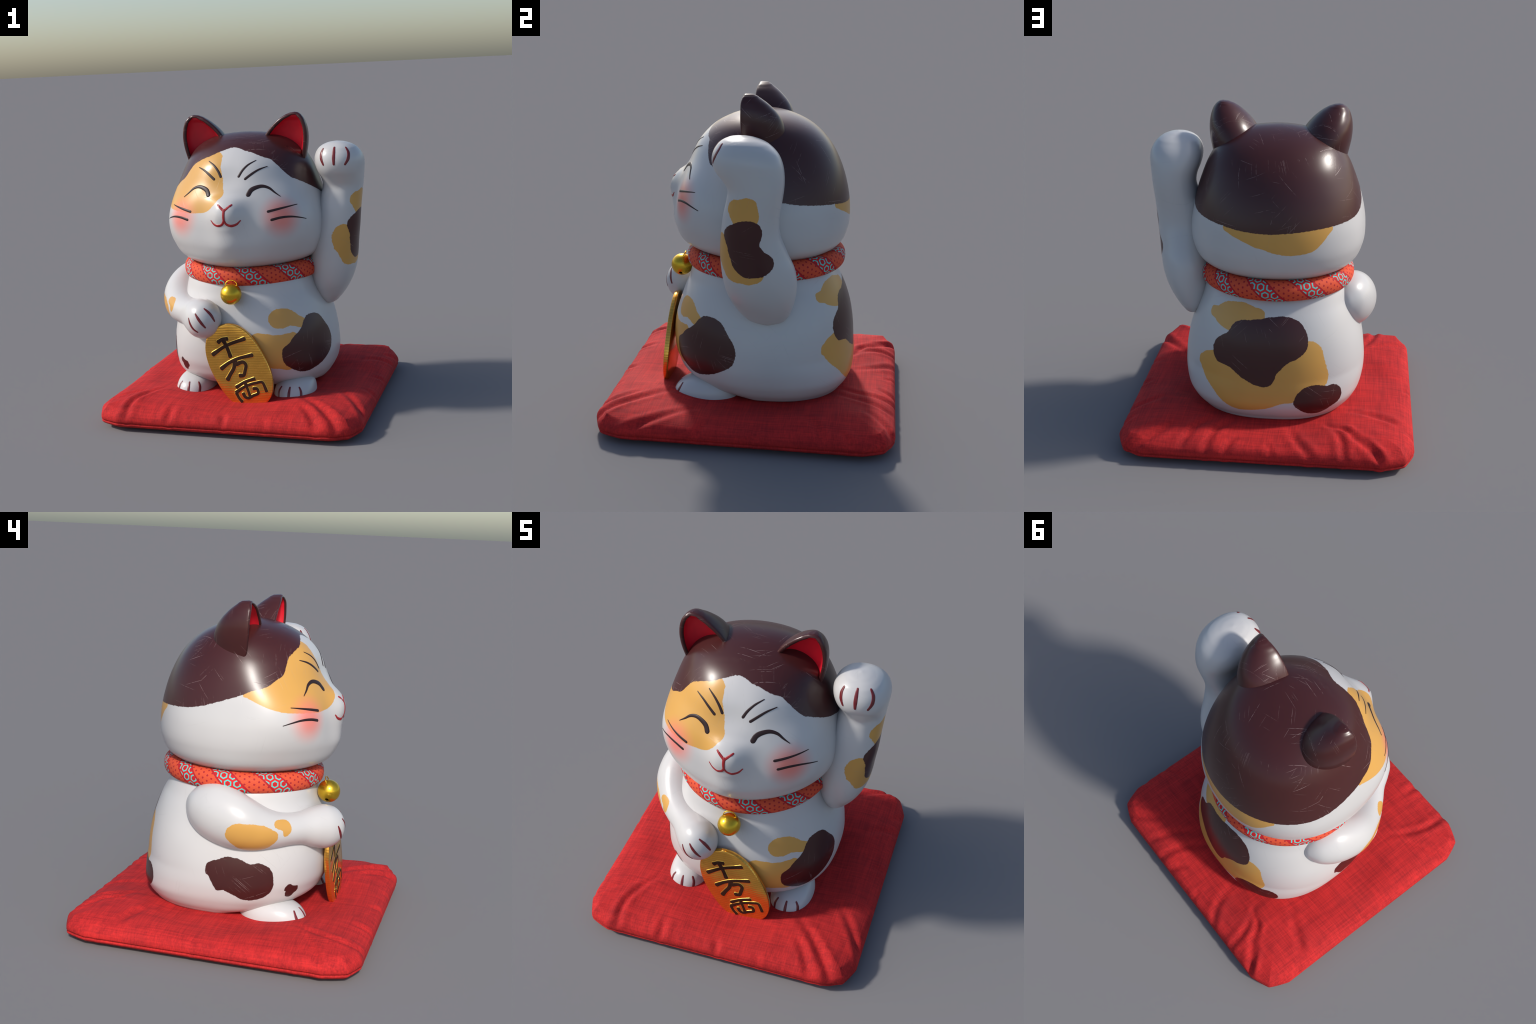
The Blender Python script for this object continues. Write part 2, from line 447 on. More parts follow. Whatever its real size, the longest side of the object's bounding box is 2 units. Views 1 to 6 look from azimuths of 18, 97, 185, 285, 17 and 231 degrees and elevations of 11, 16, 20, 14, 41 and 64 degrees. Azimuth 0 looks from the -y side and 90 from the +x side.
def cushion_cloth():
    """Red slub weave: crossed irregular threads, darker here and there."""
    n = Nodes("cushion_cloth")
    x, y, z = n.xyz(n.coord)
    side = n.math("ADD", z, 0.0)
    wx = n.vec(n.math("MULTIPLY", x, 130), n.math("MULTIPLY", y, 4), n.math("MULTIPLY", z, 60))
    wy = n.vec(n.math("MULTIPLY", x, 4), n.math("MULTIPLY", y, 130), n.math("MULTIPLY", z, 60))
    tx, ty = n.noise(wx, 1.0, 2, 0.6), n.noise(wy, 1.0, 2, 0.6)
    thread = n.math("MULTIPLY", n.math("ADD", tx, ty), 0.5)
    cx = n.noise(n.vec(n.math("MULTIPLY", x, 24), n.math("MULTIPLY", y, 3), z), 1.0, 2)
    cy = n.noise(n.vec(n.math("MULTIPLY", x, 3), n.math("MULTIPLY", y, 24), z), 1.0, 2)
    coarse = n.math("MULTIPLY", n.math("ADD", cx, cy), 0.5)
    f = n.ramp(n.math("ADD", n.math("MULTIPLY", thread, 0.65), n.math("MULTIPLY", coarse, 0.35)), 0.40, 0.60, smooth=False)
    col = n.mix(f, (0.32, 0.013, 0.015), (0.58, 0.023, 0.022))
    patch = n.ramp(n.noise(n.coord, 3.5, 3), 0.5, 0.75)
    col = n.mix(n.math("MULTIPLY", patch, 0.25), col, (0.27, 0.018, 0.020))
    n.set(Base_Color=col, Roughness=0.85, Specular_IOR_Level=0.25, Normal=n.bump(thread, 0.35, 0.004))
    return n.mat


MAT_CUSHION = cushion_cloth()

# ------------------------------------------------------------------ torso
TORSO = [  # z, half width, reach to the front, reach to the back
    (0.120, 0.390, -0.080, 0.450), (0.140, 0.455, 0.070, 0.527), (0.170, 0.493, 0.278, 0.558), (0.240, 0.543, 0.452, 0.602),
    (0.330, 0.569, 0.517, 0.612), (0.430, 0.572, 0.538, 0.607), (0.550, 0.556, 0.534, 0.597), (0.680, 0.522, 0.500, 0.571),
    (0.820, 0.474, 0.450, 0.515), (0.960, 0.410, 0.388, 0.418), (1.000, 0.360, 0.340, 0.370), (1.040, 0.290, 0.270, 0.300)]
tk = np.array(TORSO)


def profile_loft(table, zs, yc, nf, nb, count):
    t = np.array(table)
    rows = [ring(*(max(float(curve1d(t[:, 0], t[:, k], z)), 1e-4 if k == 1 else -9) for k in (1, 2, 3)), yc,
                 nf(z) if callable(nf) else nf, nb(z) if callable(nb) else nb, z, count) for z in zs]
    return rows


zs = np.r_[np.linspace(0.12, 0.24, 16), np.linspace(0.25, 1.04, 60)]
rows = profile_loft(TORSO, zs, 0.065, lambda z: 2.38, lambda z: 2.5 - 0.32*min(1, max(0, (z - 0.26)/0.16)), 144)
verts = np.concatenate(rows)
faces = loft_faces(len(rows), 144)
faces.append(tuple(range(143, -1, -1)))
faces.append(tuple(range((len(rows) - 1)*144, len(rows)*144)))
torso = mesh_object("torso", verts, faces, cat, MAT_TORSO)

# ------------------------------------------------------------------ head
HEAD = [
    (0.970, 0.000, 0.000, 0.000), (0.990, 0.300, 0.318, 0.312), (1.052, 0.474, 0.488, 0.482), (1.157, 0.535, 0.532, 0.541),
    (1.283, 0.544, 0.522, 0.549), (1.422, 0.519, 0.496, 0.528), (1.562, 0.478, 0.452, 0.482), (1.688, 0.424, 0.406, 0.410),
    (1.790, 0.347, 0.297, 0.300), (1.854, 0.212, 0.148, 0.155), (1.877, 0.000, 0.000, 0.000)]


def face_squareness(z):
    """The face is squarer across the cheeks than across the brow and the chin."""
    return 1.80 + 0.93*math.exp(-((z - 1.36)/0.20)**2)



def muzzle(x, z):
    """How far the muzzle stands out: a bump with a steep top and a long slope to the chin."""
    up = curve1d([1.0, 1.08, 1.165, 1.265, 1.317, 1.36, 1.405, 1.44, 1.473, 1.504, 1.54, 1.9],
                 [0, 0.003, 0.024, 0.042, 0.060, 0.078, 0.083, 0.073, 0.052, 0.017, 0.0, 0], z)
    side = math.exp(-(abs(x)/0.110)**2.1)
    groove = 1 - 0.10*math.exp(-(x/0.02)**2)*(1.30 < z < 1.47)
    return float(up)*side*groove


hk = np.array(HEAD)
ghost = lambda r: np.array([r[0], -r[1], -r[2], -r[3]])          # mirrored neighbours keep both poles round
hk = np.vstack([ghost(hk[1]), hk, ghost(hk[-2])])
ti = np.linspace(0, len(HEAD) - 1, 112)
ti[0], ti[-1] = 0.004, len(HEAD) - 1.004
rows = []
for q in ti:
    z, w, fr, bk = (float(curve1d(np.arange(-1, len(HEAD) + 1), hk[:, k], q)) for k in range(4))
    rows.append(ring(max(w, 1e-4), fr, bk, 0.007, face_squareness(z), 2.12, z, 192))
for r in rows:
    for p in r:
        if p[1] < -0.2 and abs(p[0]) < 0.4:
            p[1] -= muzzle(p[0], p[2])
head_rows = rows
verts = np.concatenate(rows)
faces = loft_faces(len(rows), 192)
faces.append(tuple(range(191, -1, -1)))
faces.append(tuple(range((len(rows) - 1)*192, len(rows)*192)))
head = mesh_object("head", verts, faces, cat, MAT_HEAD)
head_bvh = bvh_of(head)


# ------------------------------------------------------------------ ears
EAR_INNER = [(1.740, 0.090), (1.790, 0.118), (1.855, 0.150), (1.893, 0.178), (1.935, 0.220), (1.973, 0.270), (1.993, 0.310), (2.001, 0.340), (2.003, 0.358)]   # z, x
EAR_OUTER = [(1.620, 0.398), (1.715, 0.422), (1.795, 0.438), (1.865, 0.441), (1.930, 0.430), (1.972, 0.410), (1.993, 0.388), (2.001, 0.370), (2.003, 0.358)]
EAR_DEPTH = [(1.620, 0.222), (1.700, 0.232), (1.760, 0.236), (1.819, 0.225), (1.875, 0.201), (1.920, 0.163), (1.955, 0.124), (1.980, 0.084), (1.994, 0.057), (2.001, 0.030), (2.003, 0.006)]
EAR_FRONT = [(1.620, -0.032), (1.715, -0.060), (1.795, -0.069), (1.900, -0.074), (1.975, -0.071), (2.003, -0.060)]


def build_ear(side):
    """Half-cone shell of level sections, open to the front, with a rounded rim and a red lining."""
    def at(table, z):
        t = np.array(table)
        return float(curve1d(t[:, 0], t[:, 1], z))

    rim, n_out, n_in = 0.027, 44, 30
    zs = 2.0029 - 0.375*np.linspace(1, 0, 64)**2.0
    outer, inner = [], []
    for z in zs:
        xi, xo, dep, fy = at(EAR_INNER, max(z, 1.70)), at(EAR_OUTER, z), max(at(EAR_DEPTH, z), 0.003), at(EAR_FRONT, z)
        mid, w = (xi + xo)/2, max((xo - xi)/2, 0.0015)
        slope_i = (at(EAR_INNER, min(z + 0.004, 2.003)) - at(EAR_INNER, max(z - 0.004, 1.745)))/0.008
        slope_o = (at(EAR_OUTER, min(z + 0.004, 2.003)) - at(EAR_OUTER, max(z - 0.004, 1.62)))/0.008
        ri, ro = rim*math.sqrt(1 + slope_i**2), rim*math.sqrt(1 + slope_o**2)
        if ri + ro > 2*w - 0.001:
            f = (2*w - 0.001)/(ri + ro)
            ri, ro = ri*f, ro*f
        li, lo = mid - w + ri, mid + w - ro               # opening between the two rims
        o = [np.array([mid + w*math.copysign(abs(math.cos(q))**0.95, math.cos(q)), fy + dep*math.sin(q)**0.95, z]) for q in np.linspace(0, np.pi, n_out)]
        roll = np.linspace(0, math.pi, 11)[1:-1]
        bulge = 0.42*min(rim, w)
        ra = [np.array([lo + ro/2 - ro/2*math.cos(q), fy - bulge*math.sin(q), z]) for q in roll]
        rb = [np.array([mid - w + ri/2 - ri/2*math.cos(q), fy - bulge*math.sin(q), z]) for q in roll]
        wi, cx = (lo - li)/2, (lo + li)/2
        di = max(dep*0.32 - 0.003, 0.001)*min(1, wi/0.06)
        inn = [np.array([cx + wi*math.cos(q), fy + di*math.sin(q)**0.8, z]) for q in np.linspace(0, np.pi, n_in)]
        if wi <= 0.004:                                   # above the opening the rims close into one rounded tip
            arc = lambda q: np.array([mid + w*math.cos(q), fy - bulge*math.sin(q), z])
            ra = [arc(q) for q in np.linspace(math.pi/2, 0, 11)[1:-1]]
            rb = [arc(q) for q in np.linspace(math.pi, math.pi/2, 11)[1:-1]]
            inn = [arc(math.pi/2)]*2
        outer.append([inn[0]] + ra + o + rb + [inn[-1]])
        if wi > 0.004:
            inner.append(inn)
    flip = np.array([side, 1, 1])
    ov = np.concatenate([np.array(r) for r in outer])*flip
    iv = np.concatenate([np.array(r) for r in inner])*flip
    no = len(outer[0])
    of = loft_faces(len(outer), no, closed=False)
    of.append(tuple(range((len(outer) - 1)*no, len(outer)*no)))
    inf = loft_faces(len(inner), n_in, closed=False)
    inf.append(tuple(range((len(inner) - 1)*n_in, len(inner)*n_in)))
    ear = mesh_object("ear", ov, of, cat, MAT_EAR)
    mesh_object("inner_ear", iv, inf, ear, MAT_EAR_RED)
    return ear


for side in (1, -1):
    build_ear(side)


# ------------------------------------------------------------------ limbs
def split_mesh(verts, faces, label_of, names, parent, mats, child_of_first=True):
    """Cut one smooth body into named parts whose borders and normals coincide."""
    whole = mesh_object("whole", verts, faces, None, None)
    me = whole.data
    normals = [v.normal.copy() for v in me.vertices]
    parts = []
    for k, name in enumerate(names):
        polys = [p for p in me.polygons if label_of(p.center) == k]
        used = sorted({i for p in polys for i in p.vertices})
        idx = {i: j for j, i in enumerate(used)}
        ob = mesh_object(name, [me.vertices[i].co for i in used], [[idx[i] for i in p.vertices] for p in polys],
                         parent if not parts else parts[0], mats[k], recalc=False)
        ob.data.normals_split_custom_set_from_vertices([normals[i] for i in used])
        parts.append(ob)
    tree = bvh_of(whole)
    bpy.data.objects.remove(whole)
    return parts, tree


# raised forelimb: horizontal cross-sections from elbow to knuckles
RAISED = [  # z, x inner, x outer, y front, y back
    (0.665, 0.520, 0.540, 0.090, 0.120), (0.680, 0.490, 0.565, 0.030, 0.175), (0.720, 0.450, 0.605, -0.035, 0.228),
    (0.770, 0.425, 0.643, -0.078, 0.252), (0.840, 0.410, 0.684, -0.120, 0.271), (0.930, 0.405, 0.718, -0.148, 0.280),
    (1.030, 0.410, 0.737, -0.163, 0.266), (1.130, 0.430, 0.750, -0.167, 0.222), (1.250, 0.455, 0.766, -0.158, 0.178),
    (1.360, 0.480, 0.773, -0.143, 0.178), (1.450, 0.505, 0.780, -0.122, 0.192), (1.510, 0.518, 0.786, -0.118, 0.200),
    (1.560, 0.512, 0.793, -0.150, 0.202), (1.610, 0.494, 0.801, -0.190, 0.198), (1.665, 0.482, 0.806, -0.207, 0.184),
    (1.710, 0.485, 0.796, -0.202, 0.160), (1.745, 0.501, 0.775, -0.184, 0.126), (1.770, 0.524, 0.749, -0.162, 0.091),
    (1.788, 0.556, 0.714, -0.130, 0.046), (1.799, 0.594, 0.676, -0.094, 0.002), (1.804, 0.632, 0.642, -0.052, -0.042)]
t = np.array(RAISED)
zz = np.r_[np.linspace(0.665, 0.74, 14), np.linspace(0.75, 1.70, 70), 1.804 - 0.094*np.linspace(1, 0, 30)**1.8]
rows = []
for z in zz:
    xi, xo, yf, yb = (float(curve1d(t[:, 0], t[:, k], z)) for k in range(1, 5))
    th = np.linspace(0, 2*np.pi, 72, endpoint=False)
    c, s = np.cos(th), np.sin(th)
    q = 2/(2.0 + 0.25*min(1, max(0, (z - 1.1)/0.3)))
    rows.append(np.stack([(xi + xo)/2 + (xo - xi)/2*np.sign(c)*abs(c)**q, (yf + yb)/2 + (yb - yf)/2*np.sign(s)*abs(s)**q, np.full(72, z)], 1))
verts = np.concatenate(rows)
faces = loft_faces(len(rows), 72) + [tuple(range(71, -1, -1)), tuple(range((len(rows) - 1)*72, len(rows)*72))]
(raised, raised_paw), raised_bvh = split_mesh(verts, faces, lambda c: int(c.z > 1.515), ("forelimb", "paw"), cat, (MAT_RAISED, MAT_PAW))

# lowered forelimb: swept along the flank and round to the front
LOWERED = [  # spine x, y, z, radius sideways, radius up-down
    (-0.415, 0.235, 0.820, 0.015, 0.015), (-0.425, 0.215, 0.816, 0.070, 0.080), (-0.440, 0.165, 0.806, 0.118, 0.133),
    (-0.460, 0.090, 0.788, 0.144, 0.169), (-0.485, 0.000, 0.764, 0.148, 0.175), (-0.496, -0.095, 0.737, 0.140, 0.162),
    (-0.474, -0.190, 0.712, 0.124, 0.138), (-0.433, -0.276, 0.699, 0.106, 0.112), (-0.377, -0.352, 0.696, 0.095, 0.097),
    (-0.313, -0.418, 0.694, 0.095, 0.099), (-0.250, -0.480, 0.689, 0.113, 0.122), (-0.195, -0.533, 0.686, 0.122, 0.133),
    (-0.158, -0.566, 0.686, 0.112, 0.121), (-0.129, -0.590, 0.685, 0.088, 0.095), (-0.110, -0.606, 0.684, 0.055, 0.059), (-0.100, -0.614, 0.683, 0.012, 0.012)]
sp = path3d(LOWERED, 110)
rows = []
for i in range(len(sp)):
    tan = sp[min(i + 1, len(sp) - 1), :3] - sp[max(i - 1, 0), :3]
    tan /= np.linalg.norm(tan)
    sidev = np.cross([0, 0, 1], tan)
    sidev /= np.linalg.norm(sidev)
    upv = np.cross(tan, sidev)
    th = np.linspace(0, 2*np.pi, 72, endpoint=False)
    rows.append(sp[i, :3] + np.outer(np.cos(th)*max(sp[i, 3], 0.004), sidev) + np.outer(np.sin(th)*max(sp[i, 4], 0.004), upv))
verts = np.concatenate(rows)
faces = loft_faces(len(rows), 72) + [tuple(range(71, -1, -1)), tuple(range((len(rows) - 1)*72, len(rows)*72))]
(lowered, lowered_paw), lowered_bvh = split_mesh(verts, faces, lambda c: int(c.x - 0.75*c.y > -0.02 - 0.02 and c.y < -0.36), ("forelimb", "paw"), cat, (MAT_LOWERED, MAT_PAW))


# hind feet: flattened superellipsoids
def build_foot(side):
    rows = []
    for a in np.linspace(-math.pi/2, math.pi/2, 40):
        ca, sa = math.cos(a), math.sin(a)
        k, z = max(ca, 1e-3)**0.62, math.copysign(abs(sa)**0.9, sa)
        th = np.linspace(0, 2*np.pi, 64, endpoint=False)
        c, s = np.cos(th), np.sin(th)
        x = 0.136*k*np.sign(c)*abs(c)**0.87
        y = 0.202*k*np.sign(s)*abs(s)**0.87
        rows.append(np.stack([side*0.352 + x, -0.288 + y + 0.02*z, np.full(64, 0.130) + z*0.118], 1))
    v = np.concatenate(rows)
    f = loft_faces(len(rows), 64) + [tuple(range(63, -1, -1)), tuple(range((len(rows) - 1)*64, len(rows)*64))]
    return mesh_object("foot", v, f, cat, MAT_PAW)


feet = {s: build_foot(s) for s in (1, -1)}
foot_bvh = {s: bvh_of(feet[s]) for s in feet}

# ------------------------------------------------------------------ collar
COLLAR_C = (0.0, 0.033, 0.960)
cv, cf = [], []
A, B = 160, 36
for i in range(A):
    a = 2*math.pi*i/A
    for j in range(B):
        b = 2*math.pi*j/B
        rr, hz = 0.062*math.copysign(abs(math.cos(b))**0.85, math.cos(b)), 0.063*math.copysign(abs(math.sin(b))**0.85, math.sin(b))
        cv.append(((0.425 + rr)*math.cos(a), (0.438 + rr)*math.sin(a), hz + 0.010*math.sin(a)))
        cf.append((i*B + j, i*B + (j + 1) % B, ((i + 1) % A)*B + (j + 1) % B, ((i + 1) % A)*B + j))
collar = mesh_object("collar", cv, cf, cat, MAT_COLLAR)
collar.location = (COLLAR_C[0], COLLAR_C[1], COLLAR_C[2] - BASE_Z)

# ------------------------------------------------------------------ bell
def build_bell():
    c = Vector((0, -0.513, 0.854))
    bm = bmesh.new()
    bmesh.ops.create_uvsphere(bm, u_segments=64, v_segments=40, radius=0.070)
    me = bpy.data.meshes.new("bell")
    bm.to_mesh(me)
    bm.free()
    ob = bpy.data.objects.new("bell", me)
    bpy.context.scene.collection.objects.link(ob)
    ob.parent = cat
    ob.location = c - Vector((0, 0, BASE_Z))
    s = ob.modifiers.new("shell", "SOLIDIFY")
    s.thickness, s.offset = 0.006, -1
    # slit under the belly with a round hole at each end
    cut = bmesh.new()
    def add(fn, mat, **kw):
        r = fn(cut, **kw)
        bmesh.ops.transform(cut, matrix=mat, verts=r["verts"])
    from mathutils import Matrix
    for sx in (1, -1):
        d = Vector((sx*0.79, 0, -0.61))
        m = Matrix.Translation(d*0.066) @ d.to_track_quat("Z", "Y").to_matrix().to_4x4()
        add(bmesh.ops.create_cone, m, cap_ends=True, segments=24, radius1=0.011, radius2=0.011, depth=0.04)
    me2 = bpy.data.meshes.new("bell_holes")
    cut.to_mesh(me2)
    cut.free()
    slit = bmesh.new()
    bmesh.ops.create_cube(slit, size=1.0, matrix=Matrix.Translation((0, 0, -0.066)) @ Matrix.Diagonal((0.108, 0.005, 0.05, 1)))
    me3 = bpy.data.meshes.new("bell_slit")
    slit.to_mesh(me3)
    slit.free()
    tools = []
    for m in (me2, me3):
        tool = bpy.data.objects.new("tool", m)
        bpy.context.scene.collection.objects.link(tool)
        tool.location = c
        tools.append(tool)
        b = ob.modifiers.new("cut", "BOOLEAN")
        b.object, b.operation, b.solver = tool, "DIFFERENCE", "EXACT"
    bpy.context.view_layer.update()
    dg = bpy.context.evaluated_depsgraph_get()
    new = bpy.data.meshes.new_from_object(ob.evaluated_get(dg))
    ob.modifiers.clear()
    ob.data = new
    new.name = "bell"
    for tool in tools:
        bpy.data.objects.remove(tool)
    new.materials.clear()
    new.materials.append(MAT_BELL)
    new.polygons.foreach_set("use_smooth", [True]*len(new.polygons))
    new.set_sharp_from_angle(angle=math.radians(35))
    # wire loop from bell to collar
    pts = []
    for q in np.linspace(-0.15, math.pi + 0.15, 28):
        pts.append((0.040*math.cos(q), 0.012 + 0.018*math.sin(q)*0.6, 0.058 + 0.030*math.sin(q)))
    v, f = tube(pts, 0.0032, 10)
    mesh_object("bell_loop", v, f, ob, MAT_BELL)
    return ob


def tube(pts, radius, around):
    pts = np.asarray(pts, float)
    v = []
    ref = np.array([0.13, 0.97, 0.2])
    for i in range(len(pts)):
        tan = pts[min(i + 1, len(pts) - 1)] - pts[max(i - 1, 0)]
        tan /= np.linalg.norm(tan)
        a = np.cross(tan, ref)
        a /= np.linalg.norm(a)
        b = np.cross(tan, a)
        for j in range(around):
            q = 2*math.pi*j/around
            v.append(pts[i] + radius*(a*math.cos(q) + b*math.sin(q)))
    f = loft_faces(len(pts), around)
    f += [tuple(range(around - 1, -1, -1)), tuple(range((len(pts) - 1)*around, len(pts)*around))]
    return v, f


bell = build_bell()
# ------------------------------------------------------------------ gold coin
COIN_C, COIN_TILT, COIN_W, COIN_L, COIN_N, COIN_T = (0.050, 0.378), math.radians(28), 0.190, 0.299, 2.35, 0.032


def on_coin(x, z, proud=0.0):
    """A point of the coin's front face, which leans back a little."""
    return np.array([x, -0.577 + 0.042*(z - 0.4) - proud, z])


def build_coin():
    n = 120
    th = np.linspace(0, 2*np.pi, n, endpoint=False)
    c, s = np.cos(th), np.sin(th)
    u, v = np.sign(c)*abs(c)**(2/COIN_N), np.sign(s)*abs(s)**(2/COIN_N)
    rings_ = []
    for k, proud in ((0.0, 0.0), (0.5, 0.0), (0.965, 0.0), (0.99, -0.0015), (1.0, -0.005), (1.0, -COIN_T + 0.005), (0.99, -COIN_T + 0.0015), (0.965, -COIN_T), (0.0, -COIN_T)):
        k = max(k, 1e-4)
        x = COIN_C[0] + k*(COIN_W*u*math.cos(COIN_TILT) - COIN_L*v*math.sin(COIN_TILT))
        z = COIN_C[1] + k*(COIN_W*u*math.sin(COIN_TILT) + COIN_L*v*math.cos(COIN_TILT))
        rings_.append(np.array([on_coin(a, b, proud) for a, b in zip(x, z)]))
    ob = mesh_object("gold_coin", np.concatenate(rings_), loft_faces(len(rings_), n), cat, MAT_COIN)
    ob.data.set_sharp_from_angle(angle=math.radians(40))
    return ob


coin = build_coin()
KANJI = [  # each stroke: width, points on the coin face
    [(0.029, [(-0.086, 0.541), (-0.055, 0.562), (-0.022, 0.566)]),
     (0.028, [(-0.126, 0.456), (-0.038, 0.516), (0.098, 0.571)]),
     (0.031, [(-0.050, 0.556), (-0.024, 0.504), (-0.004, 0.447)])],
    [(0.027, [(-0.070, 0.362), (-0.014, 0.405), (0.037, 0.431), (0.147, 0.464)]),
     (0.031, [(0.026, 0.420), (0.017, 0.371), (-0.010, 0.325), (-0.029, 0.290)]),
     (0.029, [(0.034, 0.398), (0.088, 0.412), (0.098, 0.402), (0.094, 0.356), (0.082, 0.325), (0.056, 0.321)])],
    [(0.024, [(0.030, 0.241), (0.088, 0.279), (0.157, 0.305)]),
     (0.023, [(0.027, 0.206), (0.093, 0.251), (0.165, 0.277), (0.208, 0.284), (0.226, 0.252), (0.236, 0.224)]),
     (0.024, [(0.030, 0.201), (0.042, 0.174), (0.066, 0.145)]),
     (0.023, [(0.090, 0.277), (0.107, 0.231), (0.122, 0.186)]),
     (0.024, [(0.076, 0.202), (0.090, 0.178), (0.105, 0.172), (0.144, 0.190), (0.180, 0.211), (0.170, 0.239), (0.147, 0.238)])]]


def pad(points, width, height, parent, name, mat, base=-0.002, round_=0.5):
    """A raised brush stroke on the coin: flat-topped with sloping sides and rounded ends."""
    p = path3d([(*q, 0) for q in points], 9*len(points))[:, :2]
    seg = np.gradient(p, axis=0)
    nrm = np.stack([-seg[:, 1], seg[:, 0]], 1)
    nrm /= np.linalg.norm(nrm, axis=1)[:, None]
    tan = np.stack([nrm[:, 1], -nrm[:, 0]], 1)
    # outline: left side forward, round cap, right side back, round cap
    w = width/2
    caps = np.linspace(0, math.pi, 7)[1:-1]
    # brush pressure: heavy start, lighter middle, heavy stop
    t = np.linspace(0, 1, len(p))
    press = 0.90 + 0.24*np.exp(-(t/0.16)**2) + 0.16*np.exp(-((1 - t)/0.14)**2)
    loop = []
    for i in range(len(p)):
        loop.append((p[i], nrm[i]*press[i]))
    for q in caps:
        loop.append((p[-1], (nrm[-1]*math.cos(q) + tan[-1]*math.sin(q)*0.6)*press[-1]))
    for i in range(len(p) - 1, -1, -1):
        loop.append((p[i], -nrm[i]*press[i]))
    for q in caps:
        loop.append((p[0], (-nrm[0]*math.cos(q) - tan[0]*math.sin(q)*0.6)*press[0]))
    rows_ = []
    for k, hgt in ((1.0, base), (1.0, height*0.45), (0.86, height*0.92), (0.7, height), (0.02, height)):
        rows_.append(np.array([on_coin(*(c + d*w*k), hgt) for c, d in loop]))
    n = len(loop)
    return np.concatenate(rows_), loft_faces(len(rows_), n)


def join_pads(list_):
    v, f, o = [], [], 0
    for a, b in list_:
        v.append(a)
        f += [tuple(i + o for i in q) for q in b]
        o += len(a)
    return np.concatenate(v), f


for char in KANJI:
    inks = [pad(pts, w, 0.0026 + 0.0002*i, coin, "ink", MAT_INK) for i, (w, pts) in enumerate(char)]
    rims = [pad(pts, w*1.20, 0.0020 + 0.0002*i, coin, "rim", MAT_RIM) for i, (w, pts) in enumerate(char)]
    v, f = join_pads(rims)
    rim = mesh_object("character_rim", v, f, coin, MAT_RIM)
    v, f = join_pads(inks)
    mesh_object("character", v, f, coin, MAT_INK)
# ------------------------------------------------------------------ painted lines, slightly raised
def stroke(name, points, widths, tree, parent, mat, height=0.0022):
    """A tapering brush line laid on a surface: a low lens-shaped ribbon."""
    p = path3d(points, 10*len(points))
    k = np.linspace(0, len(widths) - 1, len(p))
    w = np.interp(k, np.arange(len(widths)), widths)
    surf, nrm = [], []
    for q in p:
        loc, no, _, _ = tree.find_nearest(Vector(q))
        surf.append(np.array(loc))
        nrm.append(np.array(no))
    surf, nrm = np.array(surf), np.array(nrm)
    for _ in range(3):
        nrm[1:-1] = (nrm[:-2] + nrm[1:-1]*2 + nrm[2:])/4
    nrm /= np.linalg.norm(nrm, axis=1)[:, None]
    tan = np.gradient(surf, axis=0)
    tan /= np.linalg.norm(tan, axis=1)[:, None]
    side = np.cross(nrm, tan)
    # rounded ends: a few extra sections that close over a half circle
    secs = []
    for q in np.linspace(math.pi/2, 0.0, 5)[:-1]:
        secs.append((surf[0] - tan[0]*w[0]/2*math.sin(q), nrm[0], side[0], w[0]*math.cos(q), 0.4 + 0.6*math.cos(q)))
    for i in range(len(p)):
        secs.append((surf[i], nrm[i], side[i], w[i], 1.0))
    for q in np.linspace(0.0, math.pi/2, 5)[1:]:
        secs.append((surf[-1] + tan[-1]*w[-1]/2*math.sin(q), nrm[-1], side[-1], w[-1]*math.cos(q), 0.4 + 0.6*math.cos(q)))
    rows_ = []
    for c, no, sd, ww, hh in secs:
        prof = [(-0.5, -0.0035), (-0.46, 0.0004), (-0.30, height*0.75), (0, height), (0.30, height*0.75), (0.46, 0.0004), (0.5, -0.0035)]
        rows_.append(np.array([c + sd*a*max(ww, 1e-4) + no*(b*hh if b > 0 else b) for a, b in prof]))
    n = 7
    faces_ = loft_faces(len(rows_), n)
    faces_ += [tuple(range(n - 1, -1, -1)), tuple(range((len(rows_) - 1)*n, len(rows_)*n))]
    return mesh_object(name, np.concatenate(rows_), faces_, parent, mat)


EYE = [(0.137, -0.468, 1.505), (0.150, -0.452, 1.529), (0.183, -0.434, 1.547), (0.222, -0.418, 1.553), (0.262, -0.408, 1.540), (0.297, -0.405, 1.511), (0.332, -0.399, 1.483)]
BROWS = ([(0.062, -0.411, 1.614), (0.080, -0.396, 1.644), (0.108, -0.378, 1.675), (0.161, -0.344, 1.710)],
         [(0.107, -0.419, 1.599), (0.141, -0.403, 1.625), (0.185, -0.377, 1.653), (0.235, -0.340, 1.671)])
WHISKERS = ([(0.266, -0.470, 1.394), (0.324, -0.438, 1.405), (0.380, -0.399, 1.416), (0.428, -0.348, 1.424)],
            [(0.289, -0.476, 1.341), (0.342, -0.451, 1.352), (0.406, -0.402, 1.351), (0.444, -0.365, 1.341), (0.478, -0.320, 1.326)])


def mirror(points, s):
    return [(s*x, y, z) for x, y, z in points]


